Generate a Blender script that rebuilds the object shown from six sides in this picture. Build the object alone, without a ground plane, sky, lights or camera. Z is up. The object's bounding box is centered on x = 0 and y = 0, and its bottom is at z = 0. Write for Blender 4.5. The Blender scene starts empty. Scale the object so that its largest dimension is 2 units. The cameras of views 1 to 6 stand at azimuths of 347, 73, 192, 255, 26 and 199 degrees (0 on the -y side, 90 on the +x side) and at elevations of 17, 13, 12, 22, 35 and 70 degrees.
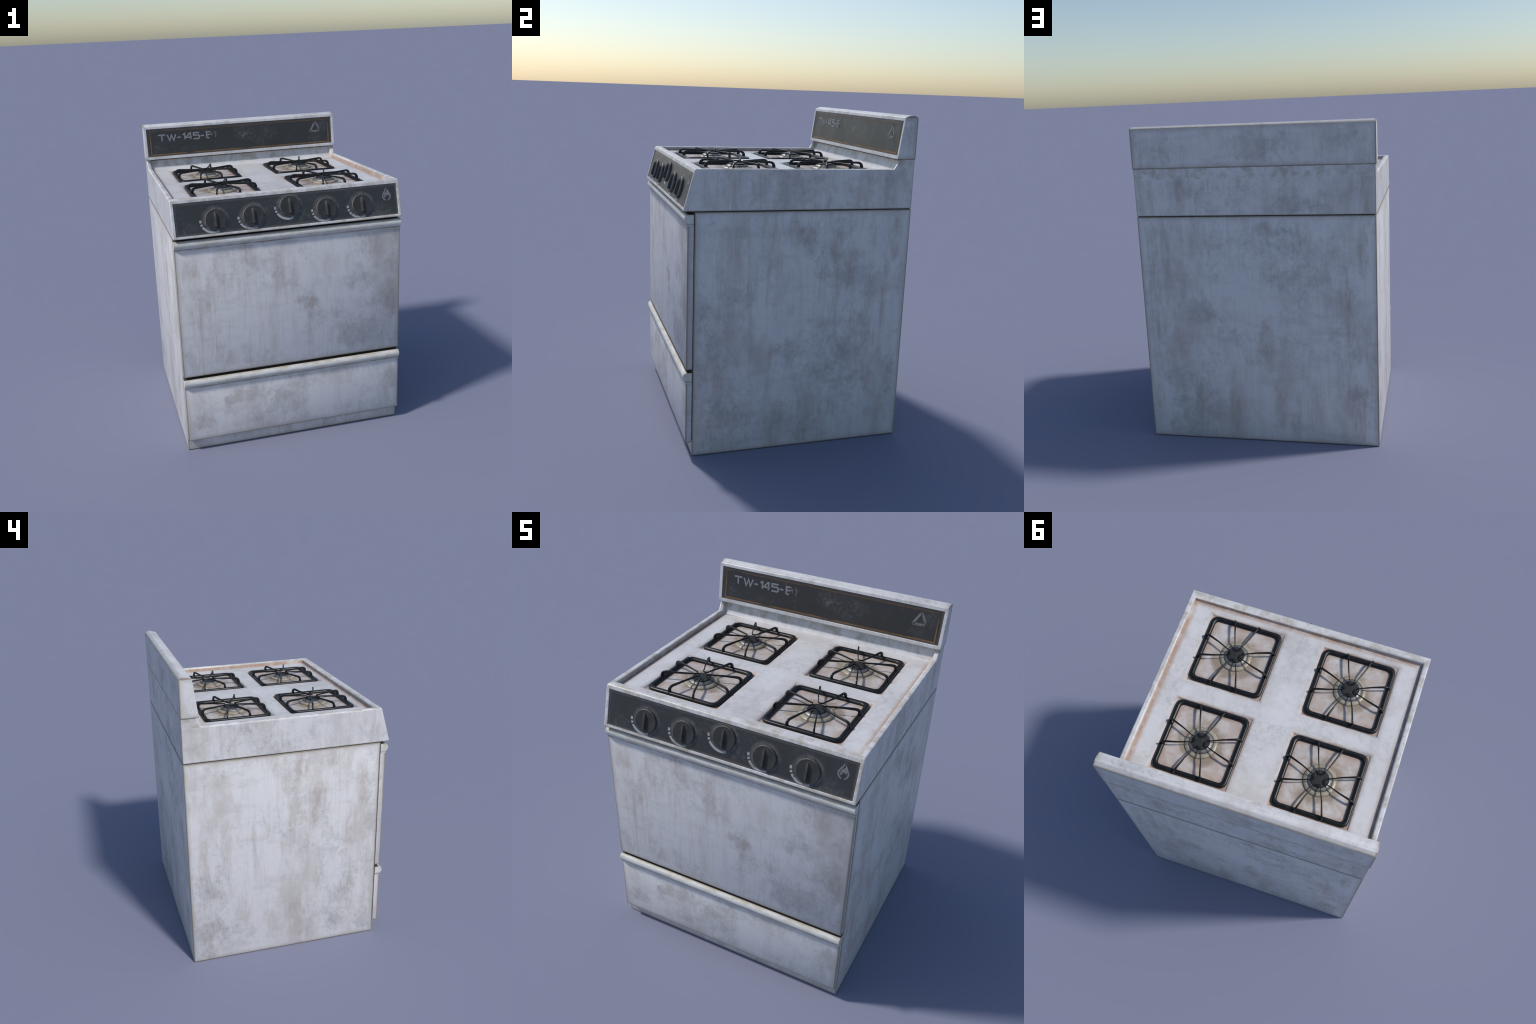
import bpy, bmesh, math
from mathutils import Vector, Matrix

# ------------------------------------------------------------------ sizes (m)
HW = 0.7357           # half width of cabinet and cooktop
YF, YR = -0.617, 0.6912   # cabinet front / rear
Z_BODY = 1.4515       # cabinet top
Z_TOP0 = 1.4565       # underside of the cooktop box
Z_TRAY = 1.661        # cooktop surface
Z_RAIL = 1.6885       # raised rail round the tray
Z_WELL = 1.649        # floor of the burner wells
WELL_X, WELL_Y, WELL_H = 0.347, 0.286, 0.235
PANEL_A, PANEL_B = (-0.681, 1.4565), (-0.617, 1.6885)    # control fascia, (y, z)
GUARD_A, GUARD_B = (0.577, 1.7463), (0.609, 1.987)      # backguard front, (y, z)
PANEL_IN = 0.005      # depth of the sunk black panels


# ================================================================== materials
class Nodes:
    """small helper to write node trees as expressions"""
    def __init__(self, name):
        self.mat = bpy.data.materials.new(name)
        self.mat.use_nodes = True
        self.t = self.mat.node_tree
        self.t.nodes.clear()
        self.out = self.t.nodes.new('ShaderNodeOutputMaterial')
        self.bsdf = self.t.nodes.new('ShaderNodeBsdfPrincipled')
        self.t.links.new(self.bsdf.outputs[0], self.out.inputs[0])
        tc = self.t.nodes.new('ShaderNodeTexCoord')
        self.co = tc.outputs['Object']
        sx = self.t.nodes.new('ShaderNodeSeparateXYZ')
        self.t.links.new(self.co, sx.inputs[0])
        self.x, self.y, self.z = sx.outputs

    def put(self, sock, v):
        if hasattr(v, 'is_output'):
            self.t.links.new(v, sock)
        elif isinstance(v, (tuple, list)):
            sock.default_value = tuple(v) + ((1.0,) if len(v) == 3 and len(sock.default_value) == 4 else ())
        else:
            sock.default_value = v

    def m(self, op, a, b=0.0, c=0.0, clamp=False):
        n = self.t.nodes.new('ShaderNodeMath')
        n.operation = op
        n.use_clamp = clamp
        for i, v in enumerate((a, b, c)):
            self.put(n.inputs[i], v)
        return n.outputs[0]

    def step(self, v, lo, hi, o0=0.0, o1=1.0):
        n = self.t.nodes.new('ShaderNodeMapRange')
        n.interpolation_type = 'SMOOTHSTEP'
        for i, q in enumerate((v, lo, hi, o0, o1)):
            self.put(n.inputs[i], q)
        return n.outputs[0]

    def vec(self, x, y, z):
        n = self.t.nodes.new('ShaderNodeCombineXYZ')
        for i, q in enumerate((x, y, z)):
            self.put(n.inputs[i], q)
        return n.outputs[0]

    def mapped(self, scale=(1, 1, 1), loc=(0, 0, 0), rot=(0, 0, 0)):
        n = self.t.nodes.new('ShaderNodeMapping')
        self.t.links.new(self.co, n.inputs[0])
        n.inputs['Location'].default_value = loc
        n.inputs['Rotation'].default_value = rot
        n.inputs['Scale'].default_value = scale
        return n.outputs[0]

    def noise(self, scale, detail=4.0, rough=0.55, vec=None, dist=0.0):
        n = self.t.nodes.new('ShaderNodeTexNoise')
        self.put(n.inputs['Vector'], self.co if vec is None else vec)
        n.inputs['Scale'].default_value = scale
        n.inputs['Detail'].default_value = detail
        n.inputs['Roughness'].default_value = rough
        n.inputs['Distortion'].default_value = dist
        return n.outputs[0]

    def mix(self, f, a, b, blend='MIX'):
        n = self.t.nodes.new('ShaderNodeMix')
        n.data_type = 'RGBA'
        n.blend_type = blend
        self.put(n.inputs[0], f)
        self.put(n.inputs[6], a)
        self.put(n.inputs[7], b)
        return n.outputs[2]

    def dist2(self, cx, cy, a=None, b=None):
        a = self.x if a is None else a
        b = self.y if b is None else b
        dx = self.m('SUBTRACT', a, cx)
        dy = self.m('SUBTRACT', b, cy)
        return self.m('SQRT', self.m('ADD', self.m('MULTIPLY', dx, dx), self.m('MULTIPLY', dy, dy)))

    def spots(self, a, b, items):
        """soft elliptical patches: (ca, cb, ra, rb, strength)"""
        tot = None
        for ca, cb, ra, rb, s in items:
            u = self.m('DIVIDE', self.m('SUBTRACT', a, ca), ra)
            v = self.m('DIVIDE', self.m('SUBTRACT', b, cb), rb)
            d = self.m('ADD', self.m('MULTIPLY', u, u), self.m('MULTIPLY', v, v))
            g = self.m('MULTIPLY', self.step(d, 1.0, 0.0), s)
            tot = g if tot is None else self.m('ADD', tot, g)
        return tot

    def bump(self, h, strength=0.1, dist=0.01):
        n = self.t.nodes.new('ShaderNodeBump')
        n.inputs['Strength'].default_value = strength
        n.inputs['Distance'].default_value = dist
        self.t.links.new(h, n.inputs['Height'])
        self.t.links.new(n.outputs[0], self.bsdf.inputs['Normal'])

    def finish(self, color, rough=0.5, metallic=0.0, spec=0.5):
        self.put(self.bsdf.inputs['Base Color'], color)
        self.put(self.bsdf.inputs['Roughness'], rough)
        self.put(self.bsdf.inputs['Metallic'], metallic)
        self.put(self.bsdf.inputs['Specular IOR Level'], spec)
        return self.mat


WHITE = (0.655, 0.650, 0.660)
GREY = (0.265, 0.272, 0.270)
BROWN = (0.330, 0.262, 0.228)
RUST = (0.340, 0.205, 0.135)
DULL = (0.245, 0.218, 0.172)


def face_gate(n, face):
    """1 on the named outer face of the stove"""
    if face == 'left':
        return n.step(n.x, -HW + 0.006, -HW + 0.003)
    if face == 'right':
        return n.step(n.x, HW - 0.006, HW - 0.003)
    if face == 'back':
        return n.step(n.y, YR - 0.006, YR - 0.003)
    return n.step(n.y, -0.60, -0.61)


FACE_AXES = {'left': 'yz', 'right': 'yz', 'back': 'xz', 'front': 'xz'}


def grime(n, seed=0.0, smudge=1.0, streak=1.0, spots=None, browns=None, base=WHITE, streak_mask=None):
    """worn white enamel: gritty smoky smudges, fine mottling, brown run marks.
    spots / browns: {face: [(a, b, ra, rb, strength)]} patches that sit in known places.
    Returns (colour, dirt, fine, gritty)"""
    off = (seed * 3.17, seed * 5.31, seed * 7.77)
    ax = {'x': n.x, 'y': n.y, 'z': n.z}
    p = n.mapped(loc=off, scale=(1, 1, 0.8))
    big = n.noise(2.2, 2.0, 0.5, p)
    gritty = n.noise(7.5, 13.0, 0.76, p)
    fine = n.noise(85.0, 5.0, 0.75, p)
    cloud = n.m('ADD', n.m('MULTIPLY', big, 0.40), n.m('MULTIPLY', gritty, 0.60))
    wob = n.m('MULTIPLY', n.m('SUBTRACT', gritty, 0.5), 0.36)
    wob2 = n.m('MULTIPLY', n.m('SUBTRACT', n.noise(9.0, 10.0, 0.72, n.mapped(loc=(off[1] + 9, off[0], off[2]))), 0.5), 0.30)
    place = n.m('MULTIPLY', gritty, 0.0)
    for face, items in (spots or {}).items():
        a, b = (ax[k] for k in FACE_AXES[face])
        s = n.m('MULTIPLY', n.spots(n.m('ADD', a, wob), n.m('ADD', b, wob2), items), face_gate(n, face))
        cloud = n.m('ADD', cloud, n.m('MULTIPLY', s, 0.062))
        place = n.m('ADD', place, s)
    sm = n.step(cloud, 0.480, 0.690)
    col = n.mix(n.m('MULTIPLY', sm, n.m('MULTIPLY', smudge, 0.60)), base, GREY)
    # warm-cool mottling over the whole sheet
    warm = n.noise(4.2, 11.0, 0.74, n.mapped(loc=(off[2], off[0], off[1]), scale=(1, 1, 0.42)))
    col = n.mix(n.m('MULTIPLY', n.step(n.m('ADD', warm, n.m('MULTIPLY', place, 0.045)), 0.44, 0.66), n.m('MULTIPLY', smudge, 0.54)), col, (0.400, 0.352, 0.325))
    mot = n.step(n.noise(30.0, 9.0, 0.80, p), 0.43, 0.66)
    col = n.mix(n.m('MULTIPLY', mot, n.m('MULTIPLY', smudge, n.step(cloud, 0.45, 0.64, 0.08, 0.42))), col, (0.315, 0.320, 0.318))
    # hair-fine vertical drag marks
    drag = n.step(n.noise(1.0, 5.0, 0.65, n.mapped(scale=(60.0, 60.0, 2.2), loc=off)), 0.46, 0.68)
    if streak_mask:
        drag = n.m('MULTIPLY', drag, streak_mask)
    col = n.mix(n.m('MULTIPLY', drag, 0.12 * streak), col, (0.385, 0.345, 0.322))
    # pale scratches
    # cloudy smears wiped sideways
    wipe = n.step(n.noise(1.0, 9.0, 0.72, n.mapped(scale=(3.2, 3.2, 9.0), loc=(off[1], off[0], off[2]))), 0.50, 0.70)
    col = n.mix(n.m('MULTIPLY', wipe, n.m('MULTIPLY', smudge, 0.34)), col, (0.335, 0.335, 0.328))
    scr = n.step(n.noise(1.0, 6.0, 0.75, n.mapped(scale=(40, 40, 14), loc=off, rot=(0.3, 0.2, 0.3)), 0.9), 0.63, 0.71)
    col = n.mix(n.m('MULTIPLY', scr, 0.30), col, (0.72, 0.73, 0.75))
    # brown run marks
    run = n.step(n.noise(1.0, 7.0, 0.70, n.mapped(scale=(13.0, 13.0, 1.2), loc=off)), 0.46, 0.66)
    brk = n.step(n.noise(1.0, 10.0, 0.78, n.mapped(scale=(24, 24, 7.0), loc=off)), 0.34, 0.66, 0.10, 1.0)
    gate = n.step(n.noise(1.8, 3.0, 0.5, n.mapped(loc=(off[1], off[2], off[0]))), 0.40, 0.60)
    br = n.m('MULTIPLY', run, gate)
    for face, items in (browns or {}).items():
        a, b = (ax[k] for k in FACE_AXES[face])
        bs = n.spots(n.m('ADD', a, n.m('MULTIPLY', wob, 0.10)), n.m('ADD', b, wob2), items)
        br = n.m('ADD', br, n.m('MULTIPLY', bs, face_gate(n, face)), clamp=True)
    br = n.m('MULTIPLY', n.m('MULTIPLY', br, brk), 0.62 * streak)
    if streak_mask:
        br = n.m('MULTIPLY', br, streak_mask)
    col = n.mix(br, col, BROWN)
    return col, sm, fine, gritty


def enamel(name, seed=0.0, streak=1.0, smudge=1.0, edges=(), spots=None, browns=None, rim=0.9):
    """edges: (axis, value) planes bounding the part; the zone where two of them meet is a dulled rim"""
    n = Nodes(name)
    col, sm, fine, gritty = grime(n, seed, smudge, streak, spots, browns)
    if edges:
        m1 = m2 = None
        for axis, val in edges:
            src = {'x': n.x, 'y': n.y, 'z': n.z, 'X': n.m('ABSOLUTE', n.x)}[axis]
            e = n.m('ABSOLUTE', n.m('SUBTRACT', src, val))
            if m1 is None:
                m1 = e
                m2 = None
            else:
                hi = n.m('MAXIMUM', m1, e)
                m2 = hi if m2 is None else n.m('MINIMUM', m2, hi)
                m1 = n.m('MINIMUM', m1, e)
        d = n.m('ADD', m2, n.m('MULTIPLY', n.m('SUBTRACT', gritty, 0.5), 0.014))
        soft = n.step(n.m('ADD', m2, n.m('MULTIPLY', n.m('SUBTRACT', gritty, 0.5), 0.07)), 0.036, 0.002)
        col = n.mix(n.m('MULTIPLY', soft, 0.48 * rim), col, (0.365, 0.318, 0.272))
        k = n.step(d, 0.0105, 0.002)
        col = n.mix(n.m('MULTIPLY', k, rim), col, DULL)
    n.bump(fine, 0.05, 0.002)
    rough = n.step(sm, 0.0, 1.0, 0.40, 0.62)
    return n.finish(col, rough, 0.0, 0.42)


def cooktop_material():
    """white enamel with heat stains: rust in the wells, against the rails and round the bowls"""
    n = Nodes('stained_cooktop_enamel')
    ax = n.m('ABSOLUTE', n.x)
    side = n.m('MULTIPLY', n.step(n.z, 1.684, 1.676),
               n.m('MAXIMUM', n.m('MAXIMUM', n.step(ax, HW - 0.010, HW - 0.004), n.step(n.y, YR - 0.006, YR - 0.002)), n.step(n.y, -0.612, -0.620)))
    col, sm, fine, gritty = grime(n, 2.0, n.step(side, 0.0, 1.0, 0.62, 0.85), 1.0, streak_mask=side,
                                  spots={'left': [(0.36, 1.62, 0.10, 0.07, 1.1), (-0.16, 1.56, 0.12, 0.08, 0.8), (0.61, 1.53, 0.08, 0.07, 0.9), (-0.42, 1.57, 0.10, 0.07, 0.7)],
                                         'back': [(0.40, 1.62, 0.14, 0.08, 1.0), (-0.24, 1.52, 0.20, 0.06, 1.0)],
                                         'right': [(0.2, 1.55, 0.25, 0.08, 0.6)]})
    mid = n.noise(8.0, 6.0, 0.62, None, 0.5)
    blot = n.noise(15.0, 6.0, 0.66, n.mapped(loc=(3, 7, 1)), 0.6)
    wv = n.m('MULTIPLY', n.m('SUBTRACT', blot, 0.5), 0.034)
    # rectangular distance from the centre of the nearest well
    u = n.m('ABSOLUTE', n.m('SUBTRACT', ax, WELL_X))
    v = n.m('ABSOLUTE', n.m('SUBTRACT', n.m('ABSOLUTE', n.y), WELL_Y))
    d = n.m('MAXIMUM', u, v)
    dw = n.m('ADD', d, wv)
    low = n.step(n.z, Z_TRAY + 0.004, Z_TRAY)
    dq = n.m('ADD', d, n.m('MULTIPLY', n.m('SUBTRACT', mid, 0.5), 0.07))
    tint = n.m('MULTIPLY', n.m('MULTIPLY', n.step(dq, 0.236, 0.214), low), n.step(blot, 0.32, 0.66, 0.16, 0.76))
    col = n.mix(tint, col, (0.430, 0.338, 0.282))
    band = n.m('MULTIPLY', n.step(dw, 0.160, 0.205), n.step(dq, 0.236, 0.216))
    band = n.m('MULTIPLY', n.m('MULTIPLY', band, low), n.step(mid, 0.32, 0.60, 0.40, 0.95))
    col = n.mix(band, col, RUST)
    halo = n.m('MULTIPLY', n.step(dw, 0.268, 0.232), low)
    col = n.mix(n.m('MULTIPLY', halo, n.step(mid, 0.42, 0.64, 0.05, 0.38)), col, (0.44, 0.345, 0.290))
    # burnt patches round each bowl
    r = n.m('SQRT', n.m('ADD', n.m('MULTIPLY', u, u), n.m('MULTIPLY', v, v)))
    r = n.m('ADD', r, n.m('MULTIPLY', n.m('SUBTRACT', n.noise(9.0, 3.0, 0.5, n.mapped(loc=(1, 4, 2)), 0.8), 0.5), 0.20))
    burn = n.m('MULTIPLY', n.step(r, 0.158, 0.095), low)
    col = n.mix(n.m('MULTIPLY', burn, 0.80), col, (0.270, 0.210, 0.148))
    # rust along the inside foot of the rails
    dr = n.m('MINIMUM', n.m('ABSOLUTE', n.m('SUBTRACT', ax, 0.700)), n.m('ABSOLUTE', n.m('ADD', n.y, 0.566)))
    dr = n.m('ADD', dr, wv)
    rr = n.m('MULTIPLY', n.step(dr, 0.034, 0.004), n.step(n.z, 1.686, 1.676))
    rr = n.m('MULTIPLY', rr, n.step(n.y, 0.60, 0.48, 0.25, 1.0))
    rr = n.m('MULTIPLY', rr, n.m('MULTIPLY', n.step(ax, 0.722, 0.714), n.step(n.y, -0.590, -0.582)))
    col = n.mix(n.m('MULTIPLY', rr, n.step(blot, 0.30, 0.60, 0.35, 0.90)), col, (0.380, 0.250, 0.175))
    # handled rails: cream grime in blotches
    rail = n.m('MULTIPLY', n.step(n.z, 1.679, 1.685), n.step(n.noise(16.0, 4.0, 0.62, n.mapped(loc=(5, 1, 9))), 0.42, 0.68))
    col = n.mix(n.m('MULTIPLY', rail, 0.70), col, (0.375, 0.330, 0.262))
    # grubby frame round the black fascia and dull lower edge
    fas = n.m('MULTIPLY', n.step(n.y, -0.600, -0.625), n.step(n.noise(18.0, 4.0, 0.65, n.mapped(loc=(2, 2, 6))), 0.38, 0.66))
    fas = n.m('MULTIPLY', fas, n.step(ax, HW - 0.0003, HW - 0.002))
    col = n.mix(n.m('MULTIPLY', fas, 0.75), col, (0.375, 0.335, 0.265))
    e1 = n.m('ABSOLUTE', n.m('SUBTRACT', n.z, Z_TOP0))
    e2 = n.m('MAXIMUM', n.m('ABSOLUTE', n.m('SUBTRACT', n.y, YR)), n.m('ABSOLUTE', n.m('SUBTRACT', ax, HW)))
    ed = n.m('ADD', n.m('MINIMUM', e1, e2), n.m('MULTIPLY', n.m('SUBTRACT', gritty, 0.5), 0.012))
    col = n.mix(n.m('MULTIPLY', n.step(ed, 0.0085, 0.001), 0.75), col, DULL)
    n.bump(fine, 0.05, 0.002)
    return n.finish(col, n.step(sm, 0.0, 1.0, 0.36, 0.58), 0.0, 0.42)


def rim_material(name, warm_from, warm_to, warm):
    """rolled finger lip: handled cream enamel, rubbed along its upper edge"""
    n = Nodes(name)
    a = n.noise(1.0, 6.0, 0.66, n.mapped(scale=(12, 30, 30)))
    b = n.noise(60.0, 4.0, 0.7)
    col = n.mix(n.step(a, 0.38, 0.66), (0.635, 0.632, 0.615), (0.520, 0.500, 0.440))
    col = n.mix(n.m('MULTIPLY', n.step(b, 0.5, 0.75), 0.22), col, (0.35, 0.34, 0.31))
    e = n.step(n.m('ADD', n.z, n.m('MULTIPLY', n.m('SUBTRACT', a, 0.5), 0.02)), warm_from, warm_to)
    col = n.mix(n.m('MULTIPLY', e, warm), col, (0.36, 0.265, 0.185))
    # dark brown line along the crease under the roll
    cr = n.step(n.m('ABSOLUTE', n.m('SUBTRACT', n.z, warm_to - 0.0565)), 0.008, 0.002)
    col = n.mix(n.m('MULTIPLY', cr, n.step(a, 0.30, 0.62, 0.35, 0.75)), col, (0.215, 0.170, 0.140))
    # near-black band on the ledge in the gap
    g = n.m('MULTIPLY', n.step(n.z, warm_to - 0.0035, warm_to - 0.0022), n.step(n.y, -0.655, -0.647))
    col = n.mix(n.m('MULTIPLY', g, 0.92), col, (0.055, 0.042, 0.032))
    n.bump(b, 0.04, 0.001)
    return n.finish(col, 0.42, 0.0, 0.42)


BLACK = (0.030, 0.031, 0.032)


def panel_black(name, knobs=(), haze=(), edges=None):
    """sunk black enamel panel: pale scuffs, hazy rubbed areas, worn rings round the knobs"""
    n = Nodes(name)
    n1 = n.noise(9.0, 6.0, 0.7, None, 0.8)
    n2 = n.noise(38.0, 5.0, 0.75, n.mapped(loc=(4, 2, 1)), 0.5)
    sc = n.noise(1.0, 4.0, 0.7, n.mapped(scale=(60, 26, 30), rot=(0, 0, 0.9)), 0.4)
    speck = n.m('MULTIPLY', n.step(n2, 0.54, 0.74), n.step(n1, 0.46, 0.66))
    col = n.mix(n.m('MULTIPLY', speck, 0.44), BLACK, (0.20, 0.20, 0.205))
    if haze:
        wob = n.m('MULTIPLY', n.m('SUBTRACT', n1, 0.5), 0.12)
        h = n.spots(n.m('ADD', n.x, wob), n.m('ADD', n.y, wob), haze)
        h = n.m('MULTIPLY', h, n.step(n.m('ADD', n2, n.m('MULTIPLY', n.m('SUBTRACT', n1, 0.5), 0.6)), 0.40, 0.72))
        col = n.mix(n.m('MULTIPLY', h, 0.26), col, (0.22, 0.22, 0.225))
    col = n.mix(n.m('MULTIPLY', n.step(sc, 0.60, 0.74), 0.17), col, (0.20, 0.20, 0.21))
    if knobs:
        d = None
        for kx, ks in knobs:
            e = n.dist2(kx, ks)
            d = e if d is None else n.m('MINIMUM', d, e)
        dn = n.m('ADD', d, n.m('MULTIPLY', n.m('SUBTRACT', n1, 0.5), 0.030))
        ring = n.m('MULTIPLY', n.step(dn, 0.092, 0.068), n.step(n2, 0.28, 0.62))
        col = n.mix(n.m('MULTIPLY', ring, 0.44), col, (0.21, 0.207, 0.205))
    if edges:
        w, s0, s1 = edges
        ex = n.m('SUBTRACT', w, n.m('ABSOLUTE', n.x))
        ey = n.m('MINIMUM', n.m('SUBTRACT', n.y, s0), n.m('SUBTRACT', s1, n.y))
        e = n.m('ADD', n.m('MINIMUM', ex, ey), n.m('MULTIPLY', n.m('SUBTRACT', n1, 0.5), 0.02))
        col = n.mix(n.m('MULTIPLY', n.step(e, 0.018, 0.002), 0.50), col, (0.135, 0.126, 0.115))
    return n.finish(col, n.step(n1, 0.3, 0.8, 0.36, 0.50), 0.0, 0.5)


def printed(name, paint, wear=0.5, fade=None, strength=0.9, scale=42.0, dim=None):
    """printed mark worn down to the black panel. fade: (x0, x1) along which it vanishes"""
    n = Nodes(name)
    a = n.noise(scale, 5.0, 0.7, None, 0.6)
    b = n.noise(11.0, 4.0, 0.6, n.mapped(loc=(2, 5, 8)), 0.4)
    t = n.m('ADD', n.m('MULTIPLY', a, 0.6), n.m('MULTIPLY', b, 0.4))
    if fade:
        for (axis, f0, f1, amt) in fade:
            t = n.m('SUBTRACT', t, n.step({'x': n.x, 'y': n.y}[axis], f0, f1, 0.0, amt))
    k = n.m('MULTIPLY', n.step(t, wear - 0.13, wear + 0.07), strength)
    if dim:
        k = n.m('MULTIPLY', k, n.step({'x': n.x, 'y': n.y}[dim[0]], dim[1], dim[2], 1.0, dim[3]))
    return n.finish(n.mix(k, BLACK, paint), 0.5, 0.0, 0.4)


def iron():
    n = Nodes('black_cast_iron')
    a = n.noise(40.0, 5.0, 0.7)
    b = n.noise(180.0, 3.0, 0.6)
    col = n.mix(n.step(a, 0.45, 0.75), (0.0050, 0.0056, 0.0066), (0.0120, 0.0125, 0.0130))
    n.bump(b, 0.10, 0.001)
    return n.finish(col, n.step(a, 0.3, 0.7, 0.30, 0.46), 0.0, 0.42)


def burner_cap_mat():
    n = Nodes('charred_black_cap')
    a = n.noise(60.0, 5.0, 0.7)
    return n.finish(n.mix(n.step(a, 0.4, 0.75), (0.020, 0.020, 0.021), (0.045, 0.044, 0.043)), 0.62, 0.0, 0.35)


def bowl_mat():
    n = Nodes('scorched_cream_bowl')
    a = n.noise(28.0, 5.0, 0.65, None, 0.5)
    r = n.dist2(0.0, 0.0)
    col = n.mix(n.step(a, 0.35, 0.70), (0.395, 0.365, 0.295), (0.26, 0.215, 0.150))
    col = n.mix(n.m('MULTIPLY', n.step(r, 0.0745, 0.0705), 0.90), col, (0.09, 0.085, 0.075))
    col = n.mix(n.m('MULTIPLY', n.step(r, 0.0905, 0.0955), 0.70), col, (0.20, 0.16, 0.11))
    return n.finish(col, 0.36, 0.0, 0.5)


def ring_mat():
    n = Nodes('tarnished_steel_ring')
    a = n.noise(45.0, 4.0, 0.6)
    return n.finish(n.mix(n.step(a, 0.4, 0.7), (0.25, 0.245, 0.235), (0.13, 0.125, 0.118)),
                    n.step(a, 0.3, 0.7, 0.36, 0.52), 0.45, 0.45)


def knob_mat():
    n = Nodes('black_knob_plastic')
    a = n.noise(30.0, 5.0, 0.7, None, 0.5)
    r = n.dist2(0.0, 0.0)
    col = n.mix(n.step(a, 0.42, 0.75), (0.028, 0.028, 0.028), (0.045, 0.044, 0.043))
    rim = n.m('MULTIPLY', n.m('MULTIPLY', n.step(r, 0.0595, 0.0625), n.step(n.z, 0.001, 0.007)), n.step(a, 0.30, 0.60, 0.35, 1.0))
    col = n.mix(n.m('MULTIPLY', rim, 0.5), col, (0.20, 0.19, 0.175))
    # grease-rubbed zone along the grip
    g = n.m('MULTIPLY', n.step(n.m('ABSOLUTE', n.x), 0.018, 0.006), n.step(n.m('ABSOLUTE', n.y), 0.055, 0.040))
    col = n.mix(n.m('MULTIPLY', g, n.step(a, 0.3, 0.7, 0.05, 0.30)), col, (0.15, 0.145, 0.135))
    return n.finish(col, n.step(a, 0.3, 0.7, 0.45, 0.62), 0.0, 0.4)


def gap_core_mat():
    n = Nodes('dark_gap_core')
    a = n.noise(20.0, 4.0, 0.6)
    return n.finish(n.mix(a, (0.030, 0.026, 0.022), (0.085, 0.070, 0.055)), 0.8, 0.0, 0.2)


# ================================================================== geometry
COLL = bpy.context.scene.collection


def make(name, bm, mat, parent=None, smooth=30.0):
    bmesh.ops.recalc_face_normals(bm, faces=bm.faces)
    me = bpy.data.meshes.new(name)
    bm.to_mesh(me)
    bm.free()
    me.materials.append(mat)
    for p in me.polygons:
        p.use_smooth = True
    me.set_sharp_from_angle(angle=math.radians(smooth))
    ob = bpy.data.objects.new(name, me)
    COLL.objects.link(ob)
    if parent:
        ob.parent = parent
    return ob


def copy_of(src, name, parent):
    ob = bpy.data.objects.new(name, src.data)
    COLL.objects.link(ob)
    ob.parent = parent
    return ob


def sharp_edges(bm, ang=25.0):
    return [e for e in bm.edges if len(e.link_faces) == 2 and e.calc_face_angle(0.0) > math.radians(ang)]


def bevel(bm, edges, off, seg=2):
    if edges:
        bmesh.ops.bevel(bm, geom=edges, offset=off, segments=seg, profile=0.5, affect='EDGES', clamp_overlap=True)


def extrude_profile(pts, x0, x1, bm=None):
    """closed (y, z) outline drawn along x"""
    bm = bm or bmesh.new()
    a = [bm.verts.new((x0, y, z)) for y, z in pts]
    b = [bm.verts.new((x1, y, z)) for y, z in pts]
    k = len(pts)
    for i in range(k):
        bm.faces.new((a[i], a[(i + 1) % k], b[(i + 1) % k], b[i]))
    bm.faces.new(a)
    bm.faces.new(b[::-1])
    bmesh.ops.recalc_face_normals(bm, faces=bm.faces)
    return bm


def box(x0, x1, y0, y1, z0, z1, bev=0.0, seg=2):
    bm = extrude_profile([(y0, z0), (y1, z0), (y1, z1), (y0, z1)], x0, x1)
    if bev:
        bevel(bm, list(bm.edges), bev, seg)
    return bm


def prism(outline, z0, z1, bm=None):
    """flat (x, y) outline raised from z0 to z1"""
    bm = bm or bmesh.new()
    a = [bm.verts.new((x, y, z0)) for x, y in outline]
    b = [bm.verts.new((x, y, z1)) for x, y in outline]
    k = len(outline)
    for i in range(k):
        bm.faces.new((a[i], a[(i + 1) % k], b[(i + 1) % k], b[i]))
    bm.faces.new(a[::-1])
    bm.faces.new(b)
    return bm


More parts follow.
